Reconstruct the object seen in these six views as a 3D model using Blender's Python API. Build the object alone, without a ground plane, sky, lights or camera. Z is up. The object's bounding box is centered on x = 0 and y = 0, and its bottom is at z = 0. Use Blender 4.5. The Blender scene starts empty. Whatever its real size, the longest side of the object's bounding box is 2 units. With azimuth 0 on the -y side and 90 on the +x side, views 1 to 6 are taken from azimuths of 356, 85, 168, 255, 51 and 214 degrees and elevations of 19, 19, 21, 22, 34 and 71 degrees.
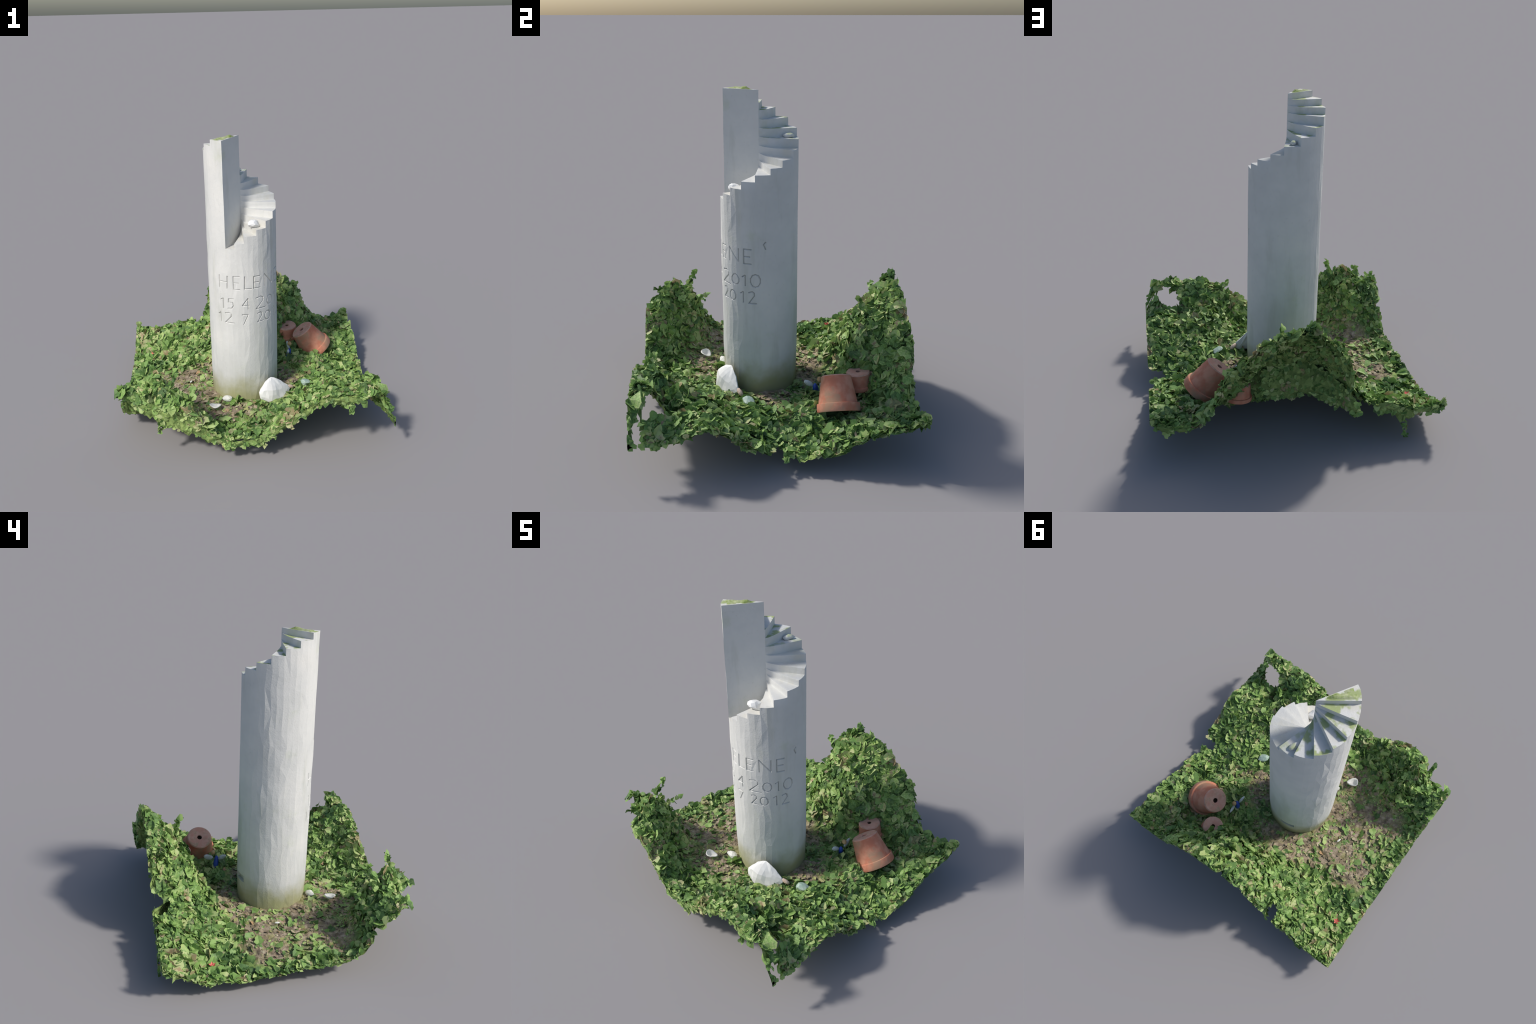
import bpy, bmesh, math, random
import numpy as np
from mathutils import Vector, Matrix

SEED = 7
rng = np.random.default_rng(SEED)
random.seed(SEED)
scene = bpy.context.scene

# ------------------------------------------------------------------ helpers
def smooth(a, b, x):
    t = np.clip((np.asarray(x, float) - a) / (b - a), 0, 1)
    return t * t * (3 - 2 * t)

def link(o, parent=None):
    scene.collection.objects.link(o)
    if parent is not None:
        o.parent = parent
    return o

def mesh_object(name, verts, faces, mat=None, parent=None):
    me = bpy.data.meshes.new(name)
    me.from_pydata([tuple(map(float, v)) for v in verts], [], [tuple(map(int, f)) for f in faces])
    me.validate()
    if mat:
        me.materials.append(mat)
    return link(bpy.data.objects.new(name, me), parent)

def thing(name, loc, label, category):
    e = bpy.data.objects.new(name, None)
    e.empty_display_size = 0.1
    e.location = loc
    link(e)
    e["label"] = label
    e["category"] = category
    return e

def adopt(child, parent):
    child.parent = parent
    child.matrix_parent_inverse = Matrix.Translation(parent.location).inverted()

def apply_modifiers(o):
    dg = bpy.context.evaluated_depsgraph_get()
    dg.update()
    me = bpy.data.meshes.new_from_object(o.evaluated_get(dg))
    o.modifiers.clear()
    old = o.data
    o.data = me
    bpy.data.meshes.remove(old)

# value noise on a lattice, used for relief in code
class Noise:
    def __init__(self, seed):
        self.t = np.random.default_rng(seed).random((64, 64, 64))
    def __call__(self, p):
        p = np.asarray(p, float)
        i = np.floor(p).astype(int)
        f = p - i
        f = f * f * (3 - 2 * f)
        out = 0
        for a in (0, 1):
            for b in (0, 1):
                for c in (0, 1):
                    w = (f[..., 0] if a else 1 - f[..., 0]) * (f[..., 1] if b else 1 - f[..., 1]) * (f[..., 2] if c else 1 - f[..., 2])
                    out = out + w * self.t[(i[..., 0] + a) % 64, (i[..., 1] + b) % 64, (i[..., 2] + c) % 64]
        return out * 2 - 1
noise_a, noise_b, noise_c = Noise(1), Noise(2), Noise(3)

# ---------------------------------------------------------------- materials
class Mat:
    def __init__(self, name, rough=0.8, spec=0.3):
        self.m = bpy.data.materials.new(name)
        self.m.use_nodes = True
        self.nt = self.m.node_tree
        self.b = self.nt.nodes["Principled BSDF"]
        self.b.inputs["Roughness"].default_value = rough
        self.b.inputs["Specular IOR Level"].default_value = spec
        self.tc = self.nt.nodes.new("ShaderNodeTexCoord")
    def n(self, kind, **kw):
        nd = self.nt.nodes.new(kind)
        for k, v in kw.items():
            setattr(nd, k, v)
        return nd
    def l(self, a, b):
        self.nt.links.new(a, b)
    def noise(self, scale, detail=4, rough=0.55, vec=None, distortion=0.0):
        t = self.n("ShaderNodeTexNoise")
        t.inputs["Scale"].default_value = scale
        t.inputs["Detail"].default_value = detail
        t.inputs["Roughness"].default_value = rough
        t.inputs["Distortion"].default_value = distortion
        self.l(vec or self.tc.outputs["Object"], t.inputs["Vector"])
        return t.outputs["Fac"]
    def voronoi(self, scale, out="Color", vec=None):
        t = self.n("ShaderNodeTexVoronoi")
        t.inputs["Scale"].default_value = scale
        self.l(vec or self.tc.outputs["Object"], t.inputs["Vector"])
        return t.outputs[out]
    def stretch(self, sx, sy, sz):
        mp = self.n("ShaderNodeMapping")
        mp.inputs["Scale"].default_value = (sx, sy, sz)
        self.l(self.tc.outputs["Object"], mp.inputs["Vector"])
        return mp.outputs["Vector"]
    def ramp(self, fac, stops, interp="LINEAR"):
        r = self.n("ShaderNodeValToRGB")
        r.color_ramp.interpolation = interp
        e = r.color_ramp.elements
        while len(e) < len(stops):
            e.new(0.5)
        for el, (p, c) in zip(e, stops):
            el.position = p
            el.color = (*c, 1) if len(c) == 3 else c
        self.l(fac, r.inputs["Fac"])
        return r.outputs["Color"]
    def mix(self, fac, a, b, mode="MIX"):
        m = self.n("ShaderNodeMix", data_type="RGBA", blend_type=mode)
        fi = m.inputs[0]
        ai, bi = m.inputs[6], m.inputs[7]
        for sock, v in ((fi, fac), (ai, a), (bi, b)):
            if isinstance(v, (int, float)):
                sock.default_value = v
            elif isinstance(v, tuple):
                sock.default_value = (*v, 1)
            else:
                self.l(v, sock)
        return m.outputs[2]
    def math(self, op, a, b=None, clamp=False):
        m = self.n("ShaderNodeMath", operation=op, use_clamp=clamp)
        for i, v in enumerate((a, b)):
            if v is None:
                continue
            if isinstance(v, (int, float)):
                m.inputs[i].default_value = v
            else:
                self.l(v, m.inputs[i])
        return m.outputs[0]
    def rng(self, v, a, b, c=0.0, d=1.0):
        m = self.n("ShaderNodeMapRange", interpolation_type="SMOOTHSTEP")
        self.l(v, m.inputs["Value"])
        for k, x in zip(("From Min", "From Max", "To Min", "To Max"), (a, b, c, d)):
            m.inputs[k].default_value = x
        return m.outputs["Result"]
    def xyz(self):
        s = self.n("ShaderNodeSeparateXYZ")
        self.l(self.tc.outputs["Object"], s.inputs[0])
        return s.outputs
    def bump(self, h, strength=0.3, dist=0.01):
        bp = self.n("ShaderNodeBump")
        bp.inputs["Strength"].default_value = strength
        bp.inputs["Distance"].default_value = dist
        self.l(h, bp.inputs["Height"])
        self.l(bp.outputs["Normal"], self.b.inputs["Normal"])
    def color(self, c):
        if isinstance(c, tuple):
            self.b.inputs["Base Color"].default_value = (*c, 1)
        else:
            self.l(c, self.b.inputs["Base Color"])

def stone_material(name, moss):
    k = Mat(name, 0.82, 0.25)
    base = k.ramp(k.noise(3.2, 5, 0.6), [(0.3, (0.58, 0.585, 0.565)), (0.55, (0.65, 0.65, 0.625)), (0.75, (0.71, 0.70, 0.66))])
    streak = k.noise(9, 4, 0.6, k.stretch(1, 1, 0.18))
    base = k.mix(k.rng(streak, 0.52, 0.74, 0, 0.42), base, (0.46, 0.47, 0.41))
    base = k.mix(k.rng(k.noise(60, 3), 0.6, 0.8, 0, 0.25), base, (0.42, 0.42, 0.39))
    pos = k.xyz()
    if moss == "shaft":
        # algae film where the shaft stands in the damp soil, and a few stains higher up
        low = k.math("ADD", pos["Z"], k.math("MULTIPLY", k.noise(8, 4), 0.22))
        base = k.mix(k.rng(low, 0.48, 0.26, 0, 0.9), base, (0.34, 0.33, 0.15))
        spots = k.noise(5, 5, 0.65)
        base = k.mix(k.rng(spots, 0.58, 0.74, 0, 0.26), base, (0.46, 0.52, 0.34))
    else:
        base = k.mix(k.rng(k.noise(7, 4, 0.6), 0.45, 0.7, 0, 0.4), base, (0.58, 0.54, 0.43))
        # moss cushions on the upper treads
        up = k.rng(pos["Z"], 1.62, 1.78)
        spots = k.math("MULTIPLY", k.rng(k.noise(13, 3, 0.5), 0.47, 0.60), up)
        geo = k.n("ShaderNodeNewGeometry")
        sep = k.n("ShaderNodeSeparateXYZ")
        k.l(geo.outputs["True Normal"], sep.inputs[0])
        spots = k.math("MULTIPLY", spots, k.rng(sep.outputs["Z"], 0.4, 0.8, 0.12, 1.0))
        base = k.mix(k.math("MULTIPLY", spots, 0.85), base, (0.30, 0.37, 0.12))
    k.color(base)
    h = k.math("ADD", k.noise(120, 3), k.math("MULTIPLY", k.noise(28, 4), 1.5))
    k.bump(h, 0.25, 0.004)
    return k.m

def leaf_material(name, hue=0, bright=1.0):
    k = Mat(name, 0.55, 0.35)
    geo = k.n("ShaderNodeNewGeometry")
    rnd = geo.outputs["Random Per Island"]
    if hue == 1:
        oi = k.n("ShaderNodeObjectInfo")
        rnd = oi.outputs["Random"]
    rnd = k.math("ADD", k.math("MULTIPLY", rnd, 0.68), k.math("MULTIPLY", k.rng(k.noise(7, 3), 0.3, 0.7), 0.32))
    wide = k.n("ShaderNodeMapRange")
    k.l(rnd, wide.inputs["Value"])
    wide.inputs["From Min"].default_value, wide.inputs["From Max"].default_value = 0.12, 0.88
    rnd = wide.outputs[0]
    s = bright
    stops = [(0.0, (0.06, 0.12, 0.035)), (0.18, (0.12, 0.23, 0.06)), (0.40, (0.21, 0.36, 0.09)),
             (0.60, (0.31, 0.47, 0.14)), (0.76, (0.43, 0.55, 0.20)), (0.90, (0.48, 0.54, 0.24)), (0.99, (0.47, 0.42, 0.24)), (1.0, (0.36, 0.27, 0.15))]
    col = k.ramp(rnd, [(p, tuple(min(1, c * s) for c in q)) for p, q in stops])
    patch = k.noise(5.5, 3)
    col = k.mix(k.rng(patch, 0.42, 0.7, 0, 0.45), col, (0.11 * s, 0.22 * s, 0.075 * s))
    col = k.mix(k.rng(k.noise(70, 2), 0.5, 0.75, 0, 0.35), col, (0.40 * s, 0.50 * s, 0.22 * s))
    k.color(col)
    tr = k.n("ShaderNodeBsdfTranslucent")
    k.l(col, tr.inputs["Color"])
    mx = k.n("ShaderNodeMixShader")
    mx.inputs[0].default_value = 0.18
    out = k.nt.nodes["Material Output"]
    k.l(k.b.outputs[0], mx.inputs[1])
    k.l(tr.outputs[0], mx.inputs[2])
    k.l(mx.outputs[0], out.inputs["Surface"])
    return k.m

def soil_material():
    k = Mat("soil_and_creeping_growth", 0.95, 0.1)
    soil = k.ramp(k.noise(26, 5, 0.65), [(0.28, (0.12, 0.095, 0.07)), (0.42, (0.22, 0.175, 0.125)), (0.56, (0.36, 0.29, 0.21)), (0.74, (0.52, 0.44, 0.34))])
    soil = k.mix(k.rng(k.noise(9, 3), 0.45, 0.65, 0, 0.7), soil, (0.24, 0.24, 0.09))
    green = k.mix(k.voronoi(34), (0.10, 0.16, 0.05), (0.32, 0.42, 0.14))
    green = k.mix(k.rng(k.noise(6, 3), 0.45, 0.7, 0, 0.5), green, (0.07, 0.13, 0.04))
    pos = k.xyz()
    def ell(cx, cy, rx, ry):
        a = k.math("DIVIDE", k.math("SUBTRACT", pos["X"], cx), rx)
        b = k.math("DIVIDE", k.math("SUBTRACT", pos["Y"], cy), ry)
        return k.math("SQRT", k.math("ADD", k.math("MULTIPLY", a, a), k.math("MULTIPLY", b, b)))
    d = None
    for e in SOIL_PATCHES:
        v = ell(*e)
        d = v if d is None else k.math("MINIMUM", d, v)
    d = k.math("ADD", d, k.math("MULTIPLY", k.math("SUBTRACT", k.noise(11, 4, 0.6), 0.5), 1.4))
    k.color(k.mix(k.rng(d, 0.75, 1.2), soil, green))
    k.bump(k.noise(90, 4, 0.7), 0.5, 0.006)
    return k.m

def plain(name, c1, c2, scale=20, rough=0.8, spec=0.3, c3=None):
    k = Mat(name, rough, spec)
    c = k.mix(k.rng(k.noise(scale, 4), 0.35, 0.65), c1, c2)
    if c3:
        c = k.mix(k.rng(k.noise(scale * 0.6, 5, 0.65, distortion=0.5), 0.47, 0.64, 0, 0.75), c, c3)
    k.color(c)
    k.bump(k.noise(scale * 5, 3), 0.2, 0.003)
    return k.m

# ------------------------------------------------------------------ terrain
# bare-soil patches (centre x, y, radii) around the column
SOIL_PATCHES = [(-0.38, -0.12, 0.30, 0.32), (-0.55, 0.10, 0.26, 0.18), (-0.22, -0.42, 0.22, 0.12), (-0.14, 0.25, 0.26, 0.12), (0.28, 0.02, 0.12, 0.15), (-0.62, -0.28, 0.18, 0.13)]
XE, YE = 0.892, 0.822
# sheet heights at landmarks (x, y, z)
RIM = [
 # east cut edge
 (.89,.82,.28),(.89,.71,.25),(.89,.57,.24),(.89,.45,.19),(.89,.32,.125),(.89,.2,.092),(.89,.05,.082),(.89,-.05,.12),(.89,-.12,.16),(.89,-.23,.20),(.89,-.30,.265),(.89,-.38,.305),(.89,-.47,.29),(.89,-.56,.25),(.89,-.69,.21),(.89,-.82,.21),
 # south cut edge
 (.83,-.82,.41),(.71,-.82,.43),(.58,-.82,.44),(.46,-.82,.45),(.37,-.82,.40),(.25,-.82,.32),(.17,-.82,.28),(.08,-.82,.22),(0,-.82,.17),(-.18,-.82,.155),(-.3,-.80,.24),(-.372,-.795,.355),(-.407,-.79,.395),(-.5,-.76,.44),(-.6,-.74,.47),(-.7,-.72,.38),(-.8,-.67,.40),
 # west cut edge
 (-.88,-.66,.45),(-.89,-.55,.40),(-.89,-.47,.30),(-.89,-.41,.19),(-.89,-.35,.145),(-.89,-.2,.12),(-.89,-.05,.105),(-.89,.1,.095),(-.89,.25,.09),(-.89,.42,.11),(-.89,.6,.13),(-.89,.75,.18),(-.89,.82,.225),
 # north cut edge
 (.72,.82,.24),(.6,.82,.26),(.515,.82,.42),(.45,.82,.56),(.35,.82,.63),(.25,.82,.73),(.1,.82,.77),(-.03,.82,.80),(-.11,.82,.73),(-.19,.82,.66),(-.26,.82,.56),(-.30,.82,.36),(-.34,.82,.30),(-.42,.82,.28),(-.52,.82,.28),(-.64,.82,.24),(-.8,.82,.24),
]
MOUNDS = [
 # ivy hedge to the north
 (.05,.44,.18),(-.006,.494,.33),(.04,.61,.535),(.138,.684,.645),(.12,.58,.54),(.2,.46,.20),(.204,.515,.39),(.3,.46,.19),(.295,.505,.35),(.25,.6,.48),(.27,.735,.58),(.191,.769,.70),(0,.71,.70),(.37,.63,.36),(.36,.72,.50),(.446,.769,.455),(.46,.64,.30),(.5,.72,.36),(.62,.7,.26),(-.1,.43,.24),(-.1,.52,.40),(-.14,.60,.52),(-.2,.42,.225),(-.2,.52,.29),(-.22,.63,.40),(-.24,.73,.52),(-.30,.68,.36),(-.36,.6,.26),(-.40,.565,.21),(-.48,.5,.14),(-.5,.68,.22),(-.65,.7,.21),(-.78,.7,.20),
 # south-east ivy mound
 (.5,-.73,.48),(.511,-.77,.465),(.3,-.76,.39),(.18,-.77,.29),(.694,-.719,.475),(.748,-.70,.43),(.8,-.76,.43),(.72,-.63,.31),(.72,-.55,.29),(.8,-.51,.31),(.6,-.45,.28),(.452,-.578,.325),(.465,-.536,.34),(.55,-.58,.29),(.4,-.64,.35),(.4,-.4,.205),(.3,-.52,.205),(.3,-.65,.255),(.2,-.36,.168),(.18,-.55,.135),(.18,-.66,.16),(.08,-.6,.13),(.45,-.43,.285),(.62,-.62,.25),(.5,-.66,.38),(.75,-.35,.27),(.75,-.2,.195),(.6,-.2,.19),(.5,-.1,.175),
 # south-west ivy
 (-.537,-.63,.41),(-.505,-.713,.49),(-.609,-.655,.575),(-.667,-.594,.53),(-.66,-.51,.54),(-.678,-.555,.47),(-.756,-.59,.495),(-.868,-.643,.47),(-.72,-.67,.44),(-.8,-.58,.46),(-.86,-.48,.33),(-.444,-.718,.425),(-.42,-.63,.29),(-.56,-.51,.38),(-.63,-.49,.41),(-.60,-.43,.21),(-.54,-.40,.15),(-.614,-.35,.145),(-.72,-.43,.22),(-.8,-.39,.16),(-.44,-.56,.155),(-.34,-.66,.25),(-.3,-.72,.26),(-.15,-.78,.21),(-.02,-.78,.195),
]
FLOOR = [
 (-.27,-.4,.15),(-.1,-.6,.145),(0,-.7,.15),(-.18,-.72,.14),(0,-.45,.15),(-.1,-.33,.16),(.1,-.33,.16),(-.3,-.15,.145),(-.3,.05,.14),(-.2,.2,.14),(0,.22,.135),(.22,.05,.135),(.22,-.15,.145),(-.5,0,.122),(-.5,-.12,.12),(-.5,-.25,.135),(-.5,.2,.122),(-.7,0,.112),(-.7,.25,.105),(-.7,-.2,.12),(-.76,.5,.118),(-.6,.4,.11),(-.5,.32,.105),(-.35,.38,.165),(.4,-.16,.172),(.40,.44,.20),(.33,.27,.185),(.46,.21,.225),(.57,.24,.205),(.45,.12,.15),(.7,.1,.12),(.75,.3,.16),(.6,.3,.16),(.5,.45,.18),(.36,.55,.2),(.7,.5,.205),(.62,.6,.23),(.75,.68,.225),
]
LAND = RIM + [(x, y, z - 0.008) for x, y, z in MOUNDS] + [(x, y, z - 0.013) for x, y, z in FLOOR]
LAND = np.array(LAND)
def _kern(r):
    return np.sqrt(r * r + 0.025 ** 2)
_P = LAND[:, :2]
_A = _kern(np.linalg.norm(_P[:, None] - _P[None], axis=2))
_n = len(_P)
_M = np.zeros((_n + 1, _n + 1))
_M[:_n, :_n] = _A - 0.002 * np.eye(_n)
_M[:_n, _n] = _M[_n, :_n] = 1
_W = np.linalg.solve(_M, np.append(LAND[:, 2], 0))
def height(x, y):
    x, y = np.asarray(x, float), np.asarray(y, float)
    q = np.stack([x.ravel(), y.ravel()], 1)
    out = np.empty(len(q))
    for s in range(0, len(q), 4000):
        r = np.linalg.norm(q[s:s + 4000, None] - _P[None], axis=2)
        out[s:s + 4000] = _kern(r) @ _W[:_n] + _W[_n]
    return out.reshape(x.shape)
def normal_at(x, y, h=0.012):
    gx = (height(x + h, y) - height(x - h, y)) / (2 * h)
    gy = (height(x, y + h) - height(x, y - h)) / (2 * h)
    n = np.stack([-gx, -gy, np.ones_like(gx)], -1)
    return n / np.linalg.norm(n, axis=-1, keepdims=True)
def bareness(x, y):
    d = np.full(np.shape(x), 9.0)
    for cx, cy, rx, ry in SOIL_PATCHES:
        d = np.minimum(d, np.hypot((x - cx) / rx, (y - cy) / ry))
    d = d + 0.55 * noise_a(np.stack([x * 9, y * 9, 0 * x], -1)) 
    return 1 - smooth(0.7, 1.55, d)
def relief(p, bare):
    """clumps and hollows of the growth, metres along the normal"""
    c = noise_c(p * 9) * 0.8 + noise_a(p * 18) * 1.0
    return c * (0.016 * (1 - bare) + 0.006 * bare)
# places where the sheet of growth is torn open or bitten at the rim (x, y, radii)
GAPS = [(.72, -.675, .075, .045), (.80, -.725, .05, .022), (.87, -.775, .05, .035), (.90, -.015, .11, .05), (-.355, .80, .045, .09), (-.82, -.90, .27, .24), (-.66, -.87, .06, .11), (.52, .86, .05, .05)]
def torn(x, y):
    t = np.zeros(np.shape(x), bool)
    rim = np.minimum(XE - np.abs(x), YE - np.abs(y))
    t |= noise_c(np.stack([x * 21, y * 21, 0 * x + 5], -1)) > 0.42 + rim * 14
    for cx, cy, rx, ry in GAPS:
        t |= np.hypot((x - cx) / rx, (y - cy) / ry) < 1 + 0.25 * noise_b(np.stack([x * 14, y * 14, 0 * x + 3], -1))
    return t

SOIL = soil_material()
LEAF = leaf_material("ivy_leaf")
def litter_material():
    k = Mat("withered_leaf", 0.85, 0.15)
    geo = k.n("ShaderNodeNewGeometry")
    c = k.ramp(geo.outputs["Random Per Island"], [(0.0, (0.13, 0.105, 0.07)), (0.3, (0.28, 0.225, 0.15)), (0.5, (0.40, 0.335, 0.24)), (0.62, (0.27, 0.29, 0.11)), (0.8, (0.36, 0.38, 0.15)), (0.94, (0.50, 0.43, 0.32)), (1.0, (0.40, 0.25, 0.13))])
    k.color(k.mix(k.rng(k.noise(60, 3), 0.4, 0.7, 0, 0.4), c, (0.22, 0.18, 0.10)))
    return k.m
DEAD = litter_material()
LEAF_SINGLE = leaf_material("ivy_leaf_large", hue=1, bright=1.05)

plot = thing("ivy_plot", (0, 0, 0.0), "square patch of ivy-covered soil with raised leafy rims", "garden plot")

# crumpled sheet of soil and undergrowth
step = 0.0165
nx, ny = int(2 * XE / step) + 1, int(2 * YE / step) + 1
gx, gy = np.meshgrid(np.linspace(-XE, XE, nx), np.linspace(-YE, YE, ny))
jit = rng.uniform(-0.42, 0.42, (2, ny, nx)) * step
jit[0][:, [0, -1]] = 0
jit[1][[0, -1], :] = 0
gx, gy = gx + jit[0], gy + jit[1]
bare = bareness(gx, gy)
nrm = normal_at(gx, gy)
P3 = np.stack([gx, gy, height(gx, gy)], -1)
P3 = P3 + nrm * (relief(P3, bare) + (noise_b(P3 * 34) * 0.6 + rng.uniform(-0.5, 0.5, gx.shape)) * (0.012 - 0.001 * bare) - 0.009 * (1 - bare))[..., None]
P3[..., 0] = np.clip(P3[..., 0], -XE, XE)
P3[..., 1] = np.clip(P3[..., 1], -YE, YE)
faces = []
idx = np.arange(nx * ny).reshape(ny, nx)
cx = (gx[:-1, :-1] + gx[1:, 1:]) / 2
cy = (gy[:-1, :-1] + gy[1:, 1:]) / 2
gone = torn(cx, cy)
for j in range(ny - 1):
    for i in range(nx - 1):
        if gone[j, i]:
            continue
        a, b, c, d = idx[j, i], idx[j, i + 1], idx[j + 1, i + 1], idx[j + 1, i]
        if (i * 7 + j * 13 + i * j) % 3:
            faces += [(a, b, c), (a, c, d)]
        else:
            faces += [(a, b, d), (b, c, d)]
used = sorted({v for f in faces for v in f})
remap = {v: k for k, v in enumerate(used)}
flat = P3.reshape(-1, 3)
sheet = mesh_object("soil", [flat[v] for v in used], [tuple(remap[v] for v in f) for f in faces], SOIL, plot)

# ------------------------------------------------------------------- leaves
def leaf_shape(kind):
    """half outline of one ivy leaf, unit length, folded along its rib"""
    halves = [
        [(0.00, 0.0), (0.30, -0.08), (0.56, 0.22), (0.34, 0.42), (0.36, 0.66), (0.0, 1.0)],
        [(0.00, 0.0), (0.36, 0.02), (0.50, 0.36), (0.30, 0.62), (0.0, 1.0)],
        [(0.00, 0.0), (0.26, 0.12), (0.40, 0.42), (0.24, 0.76), (0.0, 1.0)],
    ][kind]
    fo, dr = ((0.35, 0.22), (0.15, 0.35), (0.45, 0.12))[kind]
    v = [(0, 0.45, -dr * 0.1)]
    right = [(x, y, fo * x - dr * y * y) for x, y in halves]
    left = [(-x, y, fo * x * 0.8 - dr * y * y) for x, y in reversed(halves[1:-1])]
    ring = right + left
    v += ring
    n = len(ring)
    f = [(0, 1 + i, 1 + (i + 1) % n) for i in range(n)]
    v = np.array(v, float)
    v[:, 1] -= 0.4
    return v, f
SHAPES = [leaf_shape(i) for i in range(3)]

def frames(nv, tilt):
    """random orientation about a tilted normal"""
    m = len(nv)
    t = rng.normal(0, 1, (m, 3)) * tilt[:, None]
    n = nv + t
    n /= np.linalg.norm(n, axis=1, keepdims=True)
    a = rng.normal(0, 1, (m, 3))
    a[:, 2] -= 0.25
    u = a - n * (a * n).sum(1, keepdims=True)
    u /= np.linalg.norm(u, axis=1, keepdims=True)
    r = np.cross(u, n)
    return np.stack([r, u, n], 2)      # columns = local x, y, z

def scatter(count, accept, size, lift, tilt):
    x = rng.uniform(-XE, XE, count)
    y = rng.uniform(-YE, YE, count)
    nv = normal_at(x, y)
    keep = (~torn(x, y)) & (rng.random(count) < accept(x, y) / np.maximum(nv[:, 2], 0.35) * 0.6)
    r = np.hypot(x + 0.028, y + 0.05)
    keep &= r > 0.262
    for px, py, pr in ((.5, .36, .115), (.355, .53, .07), (.16, -.285, .095)):
        keep &= np.hypot(x - px, y - py) > pr
    x, y, nv = x[keep], y[keep], nv[keep]
    m = len(x)
    s = rng.uniform(*size, m)
    off = rng.uniform(*lift, m)
    p = np.stack([x, y, height(x, y)], 1)
    s = s * (1 + 0.35 * noise_b(p * 6 + 11))
    p = p + nv * (off + relief(p, bareness(x, y)))[:, None]
    return p, frames(nv, rng.uniform(*tilt, m)), s

def clip_rim(v):
    v[:, 0] = np.clip(v[:, 0], -XE - 0.004, XE + 0.004)
    v[:, 1] = np.clip(v[:, 1], -YE - 0.004, YE + 0.004)
    v[:, 2] = np.maximum(v[:, 2], 0.0)
    return v

lv, lf = [], []
def add_leaves(p, fr, s):
    base = sum(len(a) for a in lv)
    for i in range(len(p)):
        sh, fc = SHAPES[rng.integers(3)]
        w = np.array([s[i] * rng.uniform(0.8, 1.2), s[i], s[i]])
        v = clip_rim((sh * w) @ fr[i].T + p[i])
        lv.append(v)
        lf.extend([tuple(base + k for k in f) for f in fc])
        base += len(v)
# hanging curtains of ivy under the rims: (x, y, top, foot y, foot z)
CURTAINS = [
 [(-.45,.815,.28,.805,.22),(-.52,.815,.28,.80,.20),(-.62,.815,.24,.80,.13),(-.7,.815,.23,.80,.17),(-.84,.815,.23,.81,.19)],
 [(.86,.815,.27,.81,.22),(.76,.815,.25,.80,.19),(.66,.815,.25,.79,.20)],
 [(-.78,-.65,.42,-.65,.34),(-.68,-.69,.44,-.69,.29),(-.6,-.725,.46,-.715,.25),(-.5,-.765,.44,-.75,.22),(-.4,-.795,.39,-.77,.19),(-.3,-.805,.24,-.78,.15),(-.15,-.815,.155,-.80,.10),(0,-.815,.17,-.80,.11),(.1,-.815,.23,-.80,.17)],
 [(.1,-.815,.23,-.80,.17),(.25,-.815,.32,-.80,.27),(.37,-.815,.40,-.80,.34),(.46,-.815,.45,-.80,.38),(.58,-.815,.44,-.80,.37),(.7,-.815,.41,-.80,.37)],
 [(.22,.57,.42,.60,.27),(.05,.57,.46,.60,.21),(-.1,.57,.44,.61,.24),(-.22,.63,.38,.68,.21),(-.34,.80,.28,.79,.17)],
 [(-.19,.80,.69,.78,.58),(-.25,.80,.62,.785,.46),(-.285,.805,.52,.79,.33)],
]
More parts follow.
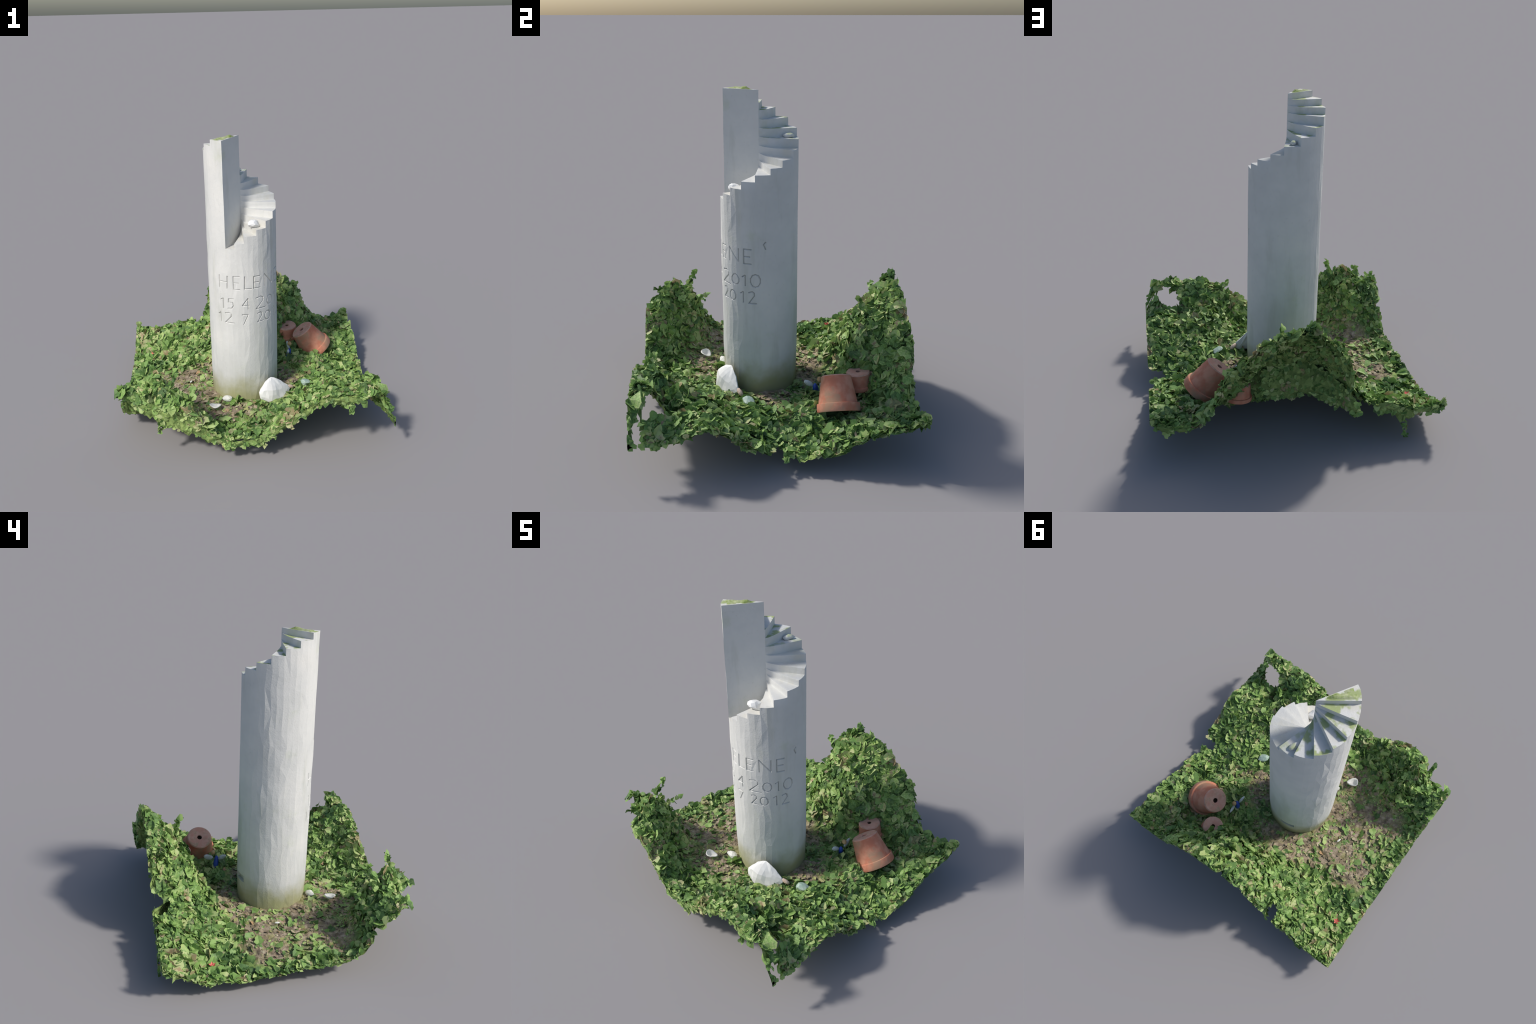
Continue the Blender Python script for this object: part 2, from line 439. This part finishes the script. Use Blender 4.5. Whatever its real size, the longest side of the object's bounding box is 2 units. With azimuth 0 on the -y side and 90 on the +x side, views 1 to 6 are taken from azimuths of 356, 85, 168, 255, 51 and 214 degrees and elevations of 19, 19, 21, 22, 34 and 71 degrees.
def curtain(poly, seed):
    poly = np.array(poly)
    out = 1 if poly[0, 1] > 0 else -1
    seg = np.hypot(np.diff(poly[:, 0]), np.diff(poly[:, 1]))
    s = np.concatenate([[0], np.cumsum(seg)])
    n = int(s[-1] / 0.018) + 2
    t = np.linspace(0, s[-1], n)
    c = [np.interp(t, s, poly[:, k]) for k in range(5)]
    m = 16
    w = np.linspace(0, 1, m)[None]
    ragged = 0.022 * noise_b(np.stack([t * 30, 0 * t + seed, 0 * t], -1)) + rng.uniform(-.01, .01, n)
    foot = np.minimum(c[4] + ragged, c[2] - 0.015)
    X = c[0][:, None] + rng.uniform(-.006, .006, (n, m))
    Z = c[2][:, None] * (1 - w) + foot[:, None] * w
    bulge = 0.012 * np.sin(np.pi * w)
    Y = c[1][:, None] * (1 - w) + c[3][:, None] * w
    q = np.stack([X, Y, Z], -1)
    Y = Y + out * (bulge + 0.014 * noise_c(q * 16) + 0.012 * noise_a(q * 33))
    Y = np.clip(Y, -YE, YE)
    V = np.stack([X, Y, Z], -1)
    ids = np.arange(n * m).reshape(n, m)
    f = []
    for i in range(n - 1):
        for j in range(m - 1):
            a, b, cc, d = ids[i, j], ids[i + 1, j], ids[i + 1, j + 1], ids[i, j + 1]
            f += [(a, b, cc), (a, cc, d)] if (i + j) % 2 else [(a, b, d), (b, cc, d)]
    # leaves on the outside
    area = (c[2] - foot).mean() * s[-1]
    k = int(area / 0.00065)
    ii, jj = rng.integers(0, n, k), rng.integers(0, m, k)
    p = V[ii, jj] + rng.uniform(-.006, .006, (k, 3))
    nv = np.tile([0.0, out, 0.35], (k, 1))
    add_leaves(p, frames(nv, rng.uniform(.2, .6, k)), rng.uniform(.024, .05, k))
    return V.reshape(-1, 3), f
cv, cf = [], []
for i, poly in enumerate(CURTAINS):
    v, f = curtain(poly, i * 5.3)
    cf += [tuple(k + sum(len(a) for a in cv) for k in q) for q in f]
    cv.append(v)
mesh_object("undergrowth", np.concatenate(cv), cf, SOIL, plot)

# sprigs that stand out of the mass: base point, tip, leaf size
SPRIGS = [((-.70,-.70,.47),(-.70,-.77,.50),.05),((-.70,-.52,.54),(-.66,-.475,.64),.05),((-.52,-.70,.53),(-.50,-.67,.62),.045),((-.85,-.62,.44),(-.86,-.64,.50),.04),((-.70,-.45,.4),(-.62,-.40,.47),.04),((-.42,-.72,.35),(-.41,-.73,.46),.06),
 ((.82,-.78,.42),(.86,-.80,.32),.045),((-.21,.73,.57),(-.25,.72,.68),.045),((.0,.78,.78),(-.04,.80,.83),.05),((.1,.6,.62),(.1,.56,.70),.045),((.45,.80,.5),(.50,.82,.44),.05),((.86,.8,.27),(.895,.82,.30),.04),((-.5,.66,.20),(-.50,.6,.27),.04),((-.86,.80,.2),(-.87,.82,.26),.05),((.6,-.62,.36),(.58,-.58,.40),.05),((.3,-.76,.40),(.28,-.72,.45),.05),((.05,-.82,.19),(.04,-.82,.10),.04),((-.6,-.73,.29),(-.61,-.735,.21),.045),((-.63,.82,.14),(-.64,.82,.04),.045),((.62,-.80,.40),(.60,-.815,.32),.045),]
for b, t, sz in SPRIGS:
    b, t = np.array(b), np.array(t)
    k = 11
    u = np.linspace(-0.1, 1, k)[:, None]
    p = b + (t - b) * u + rng.uniform(-.012, .012, (k, 3))
    d = (t - b) / np.linalg.norm(t - b)
    side = rng.normal(0, 1, (k, 3))
    nv = side - d * (side @ d)[:, None] + np.array([0, 0, .5])
    add_leaves(p, frames(nv / np.linalg.norm(nv, axis=1, keepdims=True), np.full(k, .3)), rng.uniform(.75, 1.1, k) * sz)

leafy = lambda x, y: (1 - bareness(x, y)) ** 1.4 + 0.06
add_leaves(*scatter(13000, leafy, (0.028, 0.054), (-0.009, 0.010), (0.2, 0.55)))
add_leaves(*scatter(6500, leafy, (0.04, 0.076), (-0.006, 0.015), (0.35, 0.85)))
# low sparse growth on the bare soil
sparse = lambda x, y: bareness(x, y) * (0.25 + 0.75 * smooth(-.1, .4, noise_c(np.stack([x * 7, y * 7, 0 * x + 9], -1))))
add_leaves(*scatter(9000, sparse, (0.014, 0.032), (-0.004, 0.006), (0.15, 0.5)))
live_v, live_f = lv, lf
lv, lf = [], []
sparse2 = lambda x, y: 0.14 + 0.86 * bareness(x, y)
add_leaves(*scatter(5600, sparse2, (0.018, 0.04), (-0.004, 0.008), (0.15, 0.55)))
litter = mesh_object("leaf_litter", np.concatenate(lv), lf, DEAD, plot)
litter["kind"] = "stuff"
lv, lf = live_v, live_f
foliage = mesh_object("ivy_foliage", np.concatenate(lv), lf, LEAF, plot)
foliage["kind"] = "stuff"

# the largest leaves, one object each
big_meshes = []
for sh, fc in SHAPES:
    me = bpy.data.meshes.new("leaf")
    me.from_pydata([tuple(v) for v in sh], [], fc)
    me.materials.append(LEAF_SINGLE)
    big_meshes.append(me)
edgy = lambda x, y: (1 - bareness(x, y)) * (0.05 + smooth(0.20, 0.5, height(x, y)))
p, fr, s = scatter(3000, edgy, (0.055, 0.085), (0.002, 0.016), (0.2, 0.6))
order = rng.permutation(len(p))[:280]
for i in order:
    o = bpy.data.objects.new("leaf", big_meshes[rng.integers(3)])
    m = Matrix(fr[i].tolist()).to_4x4()
    q = np.clip(p[i], (-XE + .045, -YE + .045, 0.03), (XE - .045, YE - .045, 9))
    o.matrix_world = Matrix.Translation(q.tolist()) @ m @ Matrix.Scale(float(s[i]), 4)
    link(o, plot)

# ------------------------------------------------------------------- column
BASE, TOP, R0, R1 = (-0.0299, -0.0488), (-0.0242, -0.0569), 0.2394, 0.2383
def axis_at(z):
    t = z / 2
    return BASE[0] + (TOP[0] - BASE[0]) * t, BASE[1] + (TOP[1] - BASE[1]) * t
def on_shaft(az, z, dr=0.0):
    """point on the shaft; azimuth 0 looks to -y, 90 to +x"""
    a = math.radians(az)
    cx, cy = axis_at(z)
    r = R0 + (R1 - R0) * z / 2 + dr
    return (cx + r * math.sin(a), cy - r * math.cos(a), z)

STONE = stone_material("white_limestone", "shaft")
STONE_STEP = stone_material("white_limestone_steps", "steps")
column = thing("stair_column", (BASE[0], BASE[1], 0.1), "white stone column carved into a spiral stair at its top", "grave monument")

def hewn(az):
    """1 where the shaft is hewn in coarse facets, 0 where it is dressed smooth"""
    a = az % 360
    return 1.0 if (a > 205 or a < 62) else 0.0

def build_shaft():
    azs = [float(a) for a in np.arange(62, 205, 4.5)] + [float(a) for a in np.arange(206, 421, 8.9)]
    zs = list(np.linspace(0.03, 1.985, 18))
    verts, r = [], np.random.default_rng(11)
    for j, z in enumerate(zs):
        for i, a in enumerate(azs):
            h = hewn(a) and hewn(a - 8) and hewn(a + 8)
            rim = j in (0, len(zs) - 1)
            if h:
                aa = a + (r.uniform(-1.3, 1.3) + (0.8 if j % 2 else -0.8)) * (0.3 if rim else 1)
                zz = z + (0 if rim else r.uniform(-0.034, 0.034))
                dr = r.uniform(-0.0022, 0.0016)
            else:
                aa, zz = a, z
                dr = 0.0012 * float(noise_a(np.array([math.sin(math.radians(a)) * 5, math.cos(math.radians(a)) * 5, z * 4])))
            if z < 0.3:
                dr -= 0.006 * (0.3 - z) / 0.2
            verts.append(on_shaft(aa, zz, dr))
    n, m = len(azs), len(zs)
    faces = []
    for j in range(m - 1):
        for i in range(n):
            a, b = j * n + i, j * n + (i + 1) % n
            c, d = b + n, a + n
            if hewn(azs[i]) and r.random() < 0.5:
                faces += [(a, b, c), (a, c, d)]
            elif hewn(azs[i]):
                faces += [(a, b, d), (b, c, d)]
            else:
                faces.append((a, b, c, d))
    faces.append(tuple(reversed(range(n))))
    faces.append(tuple(range((m - 1) * n, m * n)))
    return mesh_object("shaft", verts, faces, STONE)
shaft = build_shaft()
shaft.data.materials.append(STONE_STEP)

# risers: azimuth of each riser's face and the tread height below it
STAIR = [(306.5, 1.945), (282.5, 1.904), (260.6, 1.861), (239.8, 1.807), (216.0, 1.757), (189.9, 1.705), (165.3, 1.652), (144.9, 1.607),
         (121.3, 1.567), (102.6, 1.530), (80.7, 1.490), (60.3, 1.443), (40.5, 1.396), (21.4, 1.357), (1.0, 1.309), (-14.8, 1.272)]
WALL = -30.3
def wedge(az_hi, az_lo, z, fillet):
    n = max(2, int((az_hi - az_lo) / 6) + 1)
    cx, cy = axis_at(1.65)
    rings = [0.03, 0.08, 0.36]
    verts = [(cx, cy, z + fillet), (cx, cy, 2.2)]
    for k in range(n + 1):
        a = math.radians(az_hi + (az_lo - az_hi) * k / n)
        for r in rings:
            lift = fillet * (1 - r / 0.08) ** 2 if r < 0.08 else 0.0
            verts.append((cx + r * math.sin(a), cy - r * math.cos(a), z + lift))
        verts.append((cx + 0.36 * math.sin(a), cy - 0.36 * math.cos(a), 2.2))
    w = len(rings) + 1
    f = []
    for k in range(n):
        a, b = 2 + k * w, 2 + (k + 1) * w
        f.append((0, a, b))
        for q in range(w - 1):
            f.append((a + q, a + q + 1, b + q + 1, b + q))
        f.append((a + w - 1, 1, b + w - 1))
    first, last = 2, 2 + n * w
    f.append((0, 1) + tuple(range(first + w - 1, first - 1, -1)))
    f.append((1, 0) + tuple(range(last, last + w)))
    o = mesh_object("cutter", verts, f, STONE_STEP)
    bm = bmesh.new()
    bm.from_mesh(o.data)
    bmesh.ops.recalc_face_normals(bm, faces=bm.faces)
    bm.to_mesh(o.data)
    bm.free()
    return o

def cut(target, cutter, self_int=False):
    md = target.modifiers.new("cut", "BOOLEAN")
    md.operation = "DIFFERENCE"
    md.solver = "EXACT"
    md.use_self = self_int
    md.material_mode = "TRANSFER"
    md.object = cutter
    apply_modifiers(target)
    me = cutter.data
    bpy.data.objects.remove(cutter)
    bpy.data.meshes.remove(me)

for k, (az, z) in enumerate(STAIR):
    low = smooth(60, -15, az)
    cut(shaft, wedge(az, WALL + 0.04 * k, z, float(0.010 + 0.026 * low)))
md = shaft.modifiers.new("bevel", "BEVEL")
md.width = 0.0035
md.segments = 2
md.limit_method = "ANGLE"
md.angle_limit = math.radians(50)
apply_modifiers(shaft)

# engraved name and dates: strokes given as (azimuth, height)
T1, B1, T2, B2, T3, B3 = 1.078, 0.989, 0.915, 0.842, 0.806, 0.737
def letter_E(a, b, t, bo):
    return [[(b, t), (a, t), (a, bo), (b, bo)], [(a, (t + bo) / 2), (b - 2, (t + bo) / 2)]]
def digit_two(a, b, t, bo):
    h = t - bo
    return [[(a, t - .1 * h), (a + .45 * (b - a), t), (b - .3 * (b - a), t - .12 * h), (b - .28 * (b - a), t - .35 * h), (a, bo), (b, bo)]]
def digit_zero(a, b, t, bo):
    return [[((a + b) / 2 + (b - a) / 2 * math.sin(q), (t + bo) / 2 + (t - bo) / 2 * math.cos(q)) for q in np.linspace(0, 2 * math.pi, 11)]]
def digit_one(a, b, t, bo):
    return [[(a, t - 0.012), (b, t), (b, bo)]]
STROKES = []
STROKES += [[(-43.5, T1), (-44, B1)], [(-28.2, T1), (-29, B1)], [(-43.8, 1.034), (-28.6, 1.036)]]
STROKES += letter_E(-18, -7.5, T1, B1 - .003)
STROKES += [[(1, T1), (0.4, B1), (11.9, B1)]]
STROKES += letter_E(15.8, 27, T1 - .005, B1)
STROKES += [[(36, B1), (36, T1), (53.6, B1 + .006), (54, T1)]]
STROKES += letter_E(62.5, 74, T1 + .002, B1)
STROKES += digit_one(-42, -37, .912, .84)
STROKES += [[(-18.5, .915), (-27, .913), (-27.5, .888), (-20.5, .890), (-18.3, .868), (-22, .846), (-28.5, .843)]]
STROKES += [[(5.5, .840), (5.5, .92), (-3.7, .87), (7.5, .868)]]
STROKES += digit_two(19, 38, .922, .836)
STROKES += digit_zero(40.5, 54.2, .911, .844)
STROKES += digit_one(59.7, 64.4, .915, .848)
STROKES += digit_zero(72.2, 87.4, .924, .842)
STROKES += digit_one(-47, -42.8, .803, .735)
STROKES += digit_two(-34, -18.5, .812, .736)
STROKES += [[(-4.6, .8), (5.3, .799), (-2.2, .729)]]
STROKES += digit_two(21.5, 33, .806, .738)
STROKES += digit_zero(35.6, 48, .801, .735)
STROKES += digit_one(56.6, 61, .807, .737)
STROKES += digit_two(69.7, 81.3, .812, .735)
STROKES += [[(95.1, 1.127), (91.8, 1.113), (95.0, 1.084)]]
def groove(stroke, width=0.0048, depth=0.0095):
    pts = []
    for (a0, z0), (a1, z1) in zip(stroke, stroke[1:]):
        k = max(1, int(abs(a1 - a0) / 6) + 1)
        pts += [(a0 + (a1 - a0) * i / k, z0 + (z1 - z0) * i / k) for i in range(k)]
    pts.append(stroke[-1])
    verts, faces = [], []
    for (a0, z0), (a1, z1) in zip(pts, pts[1:]):
        dx, dz = math.radians(a1 - a0) * R0, z1 - z0
        L = math.hypot(dx, dz)
        tx, tz = dx / L, dz / L
        ext = width * 0.5
        b = len(verts)
        for (a, z, sgn) in ((a0, z0, -1), (a1, z1, 1)):
            ca, cz = a + math.degrees(sgn * tx * ext / R0), z + sgn * tz * ext
            na, nz = math.degrees(-tz * width / R0), tx * width
            verts.append(on_shaft(ca, cz, -depth))
            verts.append(on_shaft(ca + na * 1.9, cz + nz * 1.9, 0.008))
            verts.append(on_shaft(ca - na * 1.9, cz - nz * 1.9, 0.008))
        faces += [(b, b + 2, b + 1), (b + 3, b + 4, b + 5), (b, b + 1, b + 4, b + 3), (b + 1, b + 2, b + 5, b + 4), (b + 2, b, b + 3, b + 5)]
    return verts, faces
gv, gf = [], []
for sgm in STROKES:
    v, f = groove(sgm)
    gf += [tuple(k + len(gv) for k in q) for q in f]
    gv += v
# small slot low on the back of the shaft
slot = []
for a, z in ((175, .300), (202, .305)):
    for dz in (-.027, .022):
        for dr in (-.02, .02):
            slot.append(on_shaft(a, z + dz, dr))
gf += [tuple(k + len(gv) for k in q) for q in ((0, 1, 3, 2), (4, 6, 7, 5), (0, 4, 5, 1), (2, 3, 7, 6), (0, 2, 6, 4), (1, 5, 7, 3))]
gv += slot
cutter = mesh_object("cutter", gv, gf, STONE)
bm = bmesh.new()
bm.from_mesh(cutter.data)
bmesh.ops.recalc_face_normals(bm, faces=bm.faces)
bm.to_mesh(cutter.data)
bm.free()
cut(shaft, cutter, True)

# split the carved block: shaft below, one object per step above, borders coincide
bm = bmesh.new()
bm.from_mesh(shaft.data)
bm.faces.ensure_lookup_table()
cxm, cym = axis_at(1.65)
bounds = [a for a, _ in STAIR]
groups = {}
for f in bm.faces:
    c = f.calc_center_median()
    az = math.degrees(math.atan2(c.x - cxm, -(c.y - cym)))
    f.smooth = not hewn(az)
    r = math.hypot(c.x - cxm, c.y - cym)
    key = -1
    if (f.material_index == 1 or c.z > 1.975) and c.z > 1.2 and r < 0.242:
        az = az if az > WALL - 0.001 else az + 360
        wallish = abs(((az - WALL + 180) % 360) - 180) < 1.5 and abs(f.normal.z) < 0.3
        if not wallish:
            lower = [k for k, b in enumerate(bounds) if b >= az - 0.6 and f.normal.z < 0.5 or b >= az]
            key = max(lower) + 1 if lower else 0
    groups.setdefault(key, []).append(f.index)
for e in bm.edges:
    if len(e.link_faces) != 2 or e.calc_face_angle(0) > math.radians(32) or not all(f.smooth for f in e.link_faces):
        e.smooth = False
src = bm
def extract(name, ids, mat, parent):
    b2 = src.copy()
    b2.faces.ensure_lookup_table()
    ids = set(ids)
    bmesh.ops.delete(b2, geom=[f for f in b2.faces if f.index not in ids], context="FACES")
    for f in b2.faces:
        f.material_index = 0
    me = bpy.data.meshes.new(name)
    b2.to_mesh(me)
    b2.free()
    me.materials.append(mat)
    o = link(bpy.data.objects.new(name, me))
    adopt(o, parent)
    return o
extract("column_shaft", groups[-1], STONE, column)
for key in sorted(k for k in groups if k >= 0):
    extract("stair_step", groups[key], STONE_STEP, column)
bm.free()
old = shaft.data
bpy.data.objects.remove(shaft)
bpy.data.meshes.remove(old)

# moss cushion on the highest tread
MOSS = plain("moss", (0.24, 0.31, 0.10), (0.42, 0.45, 0.27), 30, 0.95, 0.1)
def moss_cap(a0, a1, r0, r1, z, hgt, seed):
    nr, na = 9, 10
    verts, faces = [], []
    for i in range(nr + 1):
        for j in range(na + 1):
            u, w = i / nr, j / na
            r, a = r0 + (r1 - r0) * u, math.radians(a0 + (a1 - a0) * w)
            edge = min(1, 4 * min(u + 0.02, 1 - u, w, 1 - w))
            k = 0.55 + 0.6 * float(noise_c(np.array([u * 4 + seed, w * 4, seed])))
            prof = math.sin(math.pi * min(1, 0.25 + 0.6 * u))
            verts.append((cxm + r * math.sin(a), cym - r * math.cos(a), z - 0.003 + edge * max(0.15, k) * hgt * prof))
    for i in range(nr):
        for j in range(na):
            b = i * (na + 1) + j
            faces.append((b, b + na + 1, b + na + 2, b + 1))
    return verts, faces
v, f = moss_cap(-31, -52, 0.05, 0.232, 1.985, 0.02, 1)
moss = mesh_object("moss", v, f, MOSS)
adopt(moss, column)

# ------------------------------------------------------------------- stones
def faceted_stone(name, centre, radii, rot, seed, mat, parent=None, subdiv=2, rough=0.16, flat=True):
    b = bmesh.new()
    bmesh.ops.create_icosphere(b, subdivisions=subdiv, radius=1)
    r = np.random.default_rng(seed)
    planes = r.normal(0, 1, (16, 3))
    planes /= np.linalg.norm(planes, axis=1, keepdims=True)
    offs = r.uniform(1 - rough * 2, 1, 16)
    for v in b.verts:
        d = np.array(v.co)
        dots = planes @ d
        k = min([1.0] + [offs[i] / dots[i] for i in range(16) if dots[i] > 0.05])
        v.co = Vector(d * k * (1 + r.uniform(-0.03, 0.03)))
    M = Matrix.Translation(centre) @ rot.to_4x4() @ Matrix.Diagonal((*radii, 1))
    b.transform(M)
    me = bpy.data.meshes.new(name)
    b.to_mesh(me)
    b.free()
    me.materials.append(mat)
    if not flat:
        for q in me.polygons:
            q.use_smooth = True
    return link(bpy.data.objects.new(name, me), parent)
def rot(x, y, z):
    return Matrix.Rotation(math.radians(z), 3, "Z") @ Matrix.Rotation(math.radians(y), 3, "Y") @ Matrix.Rotation(math.radians(x), 3, "X")
ROCK = plain("white_rock", (0.72, 0.72, 0.70), (0.82, 0.82, 0.80), 9, 0.7, 0.3)
BONE = plain("bleached_shell", (0.70, 0.69, 0.62), (0.82, 0.81, 0.76), 40, 0.6, 0.3)
GLASS = plain("pale_green_stone", (0.30, 0.42, 0.34), (0.48, 0.58, 0.50), 30, 0.35, 0.5)
PINK = plain("pinkish_chip", (0.55, 0.40, 0.30), (0.66, 0.52, 0.42), 30)
def solo(o, label, cat):
    o["label"] = label
    o["category"] = cat
    return o
def leaning_rock():
    """angular slab leaning on the column: hull of its corners, chipped by noise"""
    corners = [(.138, -.240, .305), (.100, -.275, .285), (.048, -.325, .215), (.060, -.345, .165), (.292, -.222, .175), (.285, -.205, .19), (.215, -.222, .252),
               (.140, -.355, .135), (.235, -.300, .125), (.110, -.225, .130), (.250, -.200, .140), (.150, -.330, .225), (.225, -.275, .205), (.085, -.330, .235)]
    b = bmesh.new()
    for c in corners:
        b.verts.new(c)
    bmesh.ops.convex_hull(b, input=b.verts)
    bmesh.ops.delete(b, geom=[v for v in b.verts if not v.link_faces], context="VERTS")
    bmesh.ops.subdivide_edges(b, edges=b.edges, cuts=2, use_grid_fill=True)
    bmesh.ops.triangulate(b, faces=b.faces)
    bmesh.ops.smooth_vert(b, verts=b.verts, factor=0.5, use_axis_x=True, use_axis_y=True, use_axis_z=True)
    for v in b.verts:
        q = np.array(v.co)
        v.co += Vector((float(noise_a(q * 30)), float(noise_b(q * 30)), float(noise_c(q * 30)))) * 0.005
    bmesh.ops.recalc_face_normals(b, faces=b.faces)
    me = bpy.data.meshes.new("white_rock")
    b.to_mesh(me)
    b.free()
    me.materials.append(ROCK)
    return link(bpy.data.objects.new("white_rock", me))
solo(leaning_rock(), "large angular white rock leaning against the column foot", "rock")
solo(faceted_stone("pebble", (.050, -.208, 1.420), (.056, .036, .030), rot(30, 10, 40), 8, ROCK), "white pebble lying on a low stair tread", "pebble")
solo(faceted_stone("pebble", (-.03, .126, 1.716), (.036, .022, .018), rot(0, 0, 75), 9, STONE_STEP, flat=False), "grey pebble lying on an upper stair tread", "pebble")
solo(faceted_stone("white_stone", (-.172, -.295, .165), (.042, .03, .022), rot(0, 10, 20), 5, BONE), "small flat whitish stone beside the column", "stone")
solo(faceted_stone("green_stone", (.403, -.156, .185), (.05, .035, .02), rot(15, 10, 40), 6, GLASS), "flat pale green glassy stone in the ivy", "stone")
solo(faceted_stone("stone_chip", (.29, -.2, .178), (.035, .016, .014), rot(0, 25, 30), 12, PINK), "small pinkish stone chip", "stone")
solo(faceted_stone("stone_chip", (-.43, .02, .14), (.02, .008, .006), rot(0, 5, 70), 13, BONE), "small pale chip on the soil", "stone")

# open bleached shell: a shallow bowl with raised rim
def shell():
    verts, faces = [], []
    n, m = 14, 5
    for j in range(m + 1):
        t = j / m
        for i in range(n):
            a = 2 * math.pi * i / n
            w = 1 + 0.12 * math.sin(3 * a + 1)
            rad = 0.043 * t * w
            verts.append((rad * math.cos(a), rad * 0.72 * math.sin(a), 0.026 * t ** 2.2 * (1 + 0.5 * math.cos(a - 4.2))))
    for j in range(m):
        for i in range(n):
            a, b = j * n + i, j * n + (i + 1) % n
            faces.append((a, b, b + n, a + n))
    o = mesh_object("shell", verts, faces, BONE)
    md = o.modifiers.new("thick", "SOLIDIFY")
    md.thickness = 0.006
    apply_modifiers(o)
    for p in o.data.polygons:
        p.use_smooth = True
    o.location = (-.263, -.402, .16)
    o.rotation_euler = (0.35, 0.1, 0.4)
    return o
solo(shell(), "open bleached white shell lying on soil", "shell")

# -------------------------------------------------------------- flower pots
CLAY = plain("terracotta", (0.52, 0.19, 0.115), (0.62, 0.29, 0.19), 14, 0.85, 0.2, (0.38, 0.26, 0.17))
HOLE_SHADOW = plain("hole_shadow_brown", (0.05, 0.035, 0.025), (0.09, 0.065, 0.045), 60, 0.95, 0.1)
CLAY_BASE = plain("terracotta_base", (0.55, 0.29, 0.215), (0.58, 0.36, 0.275), 25, 0.9, 0.15, (0.36, 0.29, 0.18))
def pot(centre, up, r_base, r_rim, length, label):
    """upturned pot: centre = middle of its base disc, up = direction the base faces"""
    up = Vector(up).normalized()
    q = up.to_track_quat("Z", "Y").to_matrix().to_4x4()
    M = Matrix.Translation(centre) @ q
    root = thing("flower_pot", centre, label, "flower pot")
    n = 40
    lip = 0.24 * length
    hole = r_base * 0.2
    def lathe(name, prof, mat):
        verts, faces = [], []
        for r, z in prof:
            for i in range(n):
                a = 2 * math.pi * i / n
                verts.append(M @ Vector((r * math.cos(a), r * math.sin(a), z)))
        for j in range(len(prof) - 1):
            for i in range(n):
                a, b = j * n + i, j * n + (i + 1) % n
                faces.append((a, a + n, b + n, b))
        o = mesh_object(name, verts, faces, mat)
        for p in o.data.polygons:
            p.use_smooth = True
        o.data.set_sharp_from_angle(angle=math.radians(35))
        adopt(o, root)
        return o
    r_lip = r_rim * 0.90
    t = 0.012
    lathe("pot_base", [(hole, -t), (hole, -0.001), (hole * 1.15, 0.0), (r_base * 0.93, 0.0), (r_base, -0.006)], CLAY_BASE)
    lathe("pot_wall", [(r_base, -0.006), (r_lip, -(length - lip))], CLAY)
    lathe("pot_rim", [(r_lip, -(length - lip)), (r_rim * 0.985, -(length - lip) - 0.002), (r_rim, -(length - lip) - 0.008), (r_rim * 1.01, -length + 0.006), (r_rim * 0.99, -length), (r_rim - t, -length), (r_rim - t - 0.004, -length + 0.01)], CLAY)
    lathe("hole_shadow_disc", [(0.001, -0.035), (r_base * 0.97, -0.035)], HOLE_SHADOW)  # dark disc modelled behind the drain hole to paint the unlit interior
    lathe("pot_inside", [(r_rim - t - 0.004, -length + 0.01), (r_lip - t, -(length - lip)), (r_base - t, -t), (hole, -t)], CLAY)
pot((.449, .37, .356), (-.56, -.0, .80), .089, .130, .215, "terracotta flower pot lying tilted upside down in ivy")
pot((.35, .526, .325), (-.085, -.10, .99), .0736, .088, .105, "terracotta flower pot standing upside down under ivy")

# small blue and white garden figure by the pots
BLUE = plain("blue_glaze", (0.02, 0.06, 0.35), (0.04, 0.10, 0.45), 30, 0.4, 0.5)
WHITE = plain("white_glaze", (0.45, 0.50, 0.48), (0.62, 0.66, 0.64), 30, 0.5, 0.4)
OCHRE = plain("ochre_glaze", (0.50, 0.32, 0.14), (0.60, 0.42, 0.22), 30, 0.5, 0.4)
fig = thing("garden_figure", (.33, .268, .14), "small blue garden figure with white wings and ochre head", "ornament")
def blob(name, c, r, mat, ro=(0, 0, 0), seed=1):
    o = faceted_stone(name, c, r, rot(*ro), seed, mat, subdiv=2, rough=0.08, flat=False)
    adopt(o, fig)
    return o
blob("body", (.333, .268, .195), (.018, .02, .055), BLUE, (8, 10, 0), 21)
blob("head", (.343, .29, .275), (.017, .017, .019), OCHRE, (0, 0, 0), 22)
blob("wing", (.335, .325, .245), (.010, .04, .022), WHITE, (25, 0, 10), 23)
blob("wing", (.325, .225, .24), (.010, .035, .018), WHITE, (-30, 0, -10), 24)
blob("foot", (.345, .25, .155), (.025, .022, .02), BLUE, (0, 0, 0), 25)

# red bloom near the north-west corner
RED = plain("red_petal", (0.55, 0.06, 0.06), (0.65, 0.18, 0.14), 40, 0.6, 0.3)
bloom = thing("red_flower", (-.761, .515, .115), "tiny withered red flower among ivy leaves", "flower")
for i in range(5):
    a = i * 2 * math.pi / 5
    v = [(0, 0, 0), (0.012, -0.008, 0.006), (0.024, 0, 0.012), (0.012, 0.008, 0.006), (0.012, 0, 0.002)]
    pv = [(Matrix.Rotation(a, 3, "Z") @ Vector(q)) + Vector((-.761, .515, .13)) for q in v]
    o = mesh_object("petal", pv, [(0, 1, 4), (1, 2, 4), (2, 3, 4), (3, 0, 4)], RED)
    adopt(o, bloom)
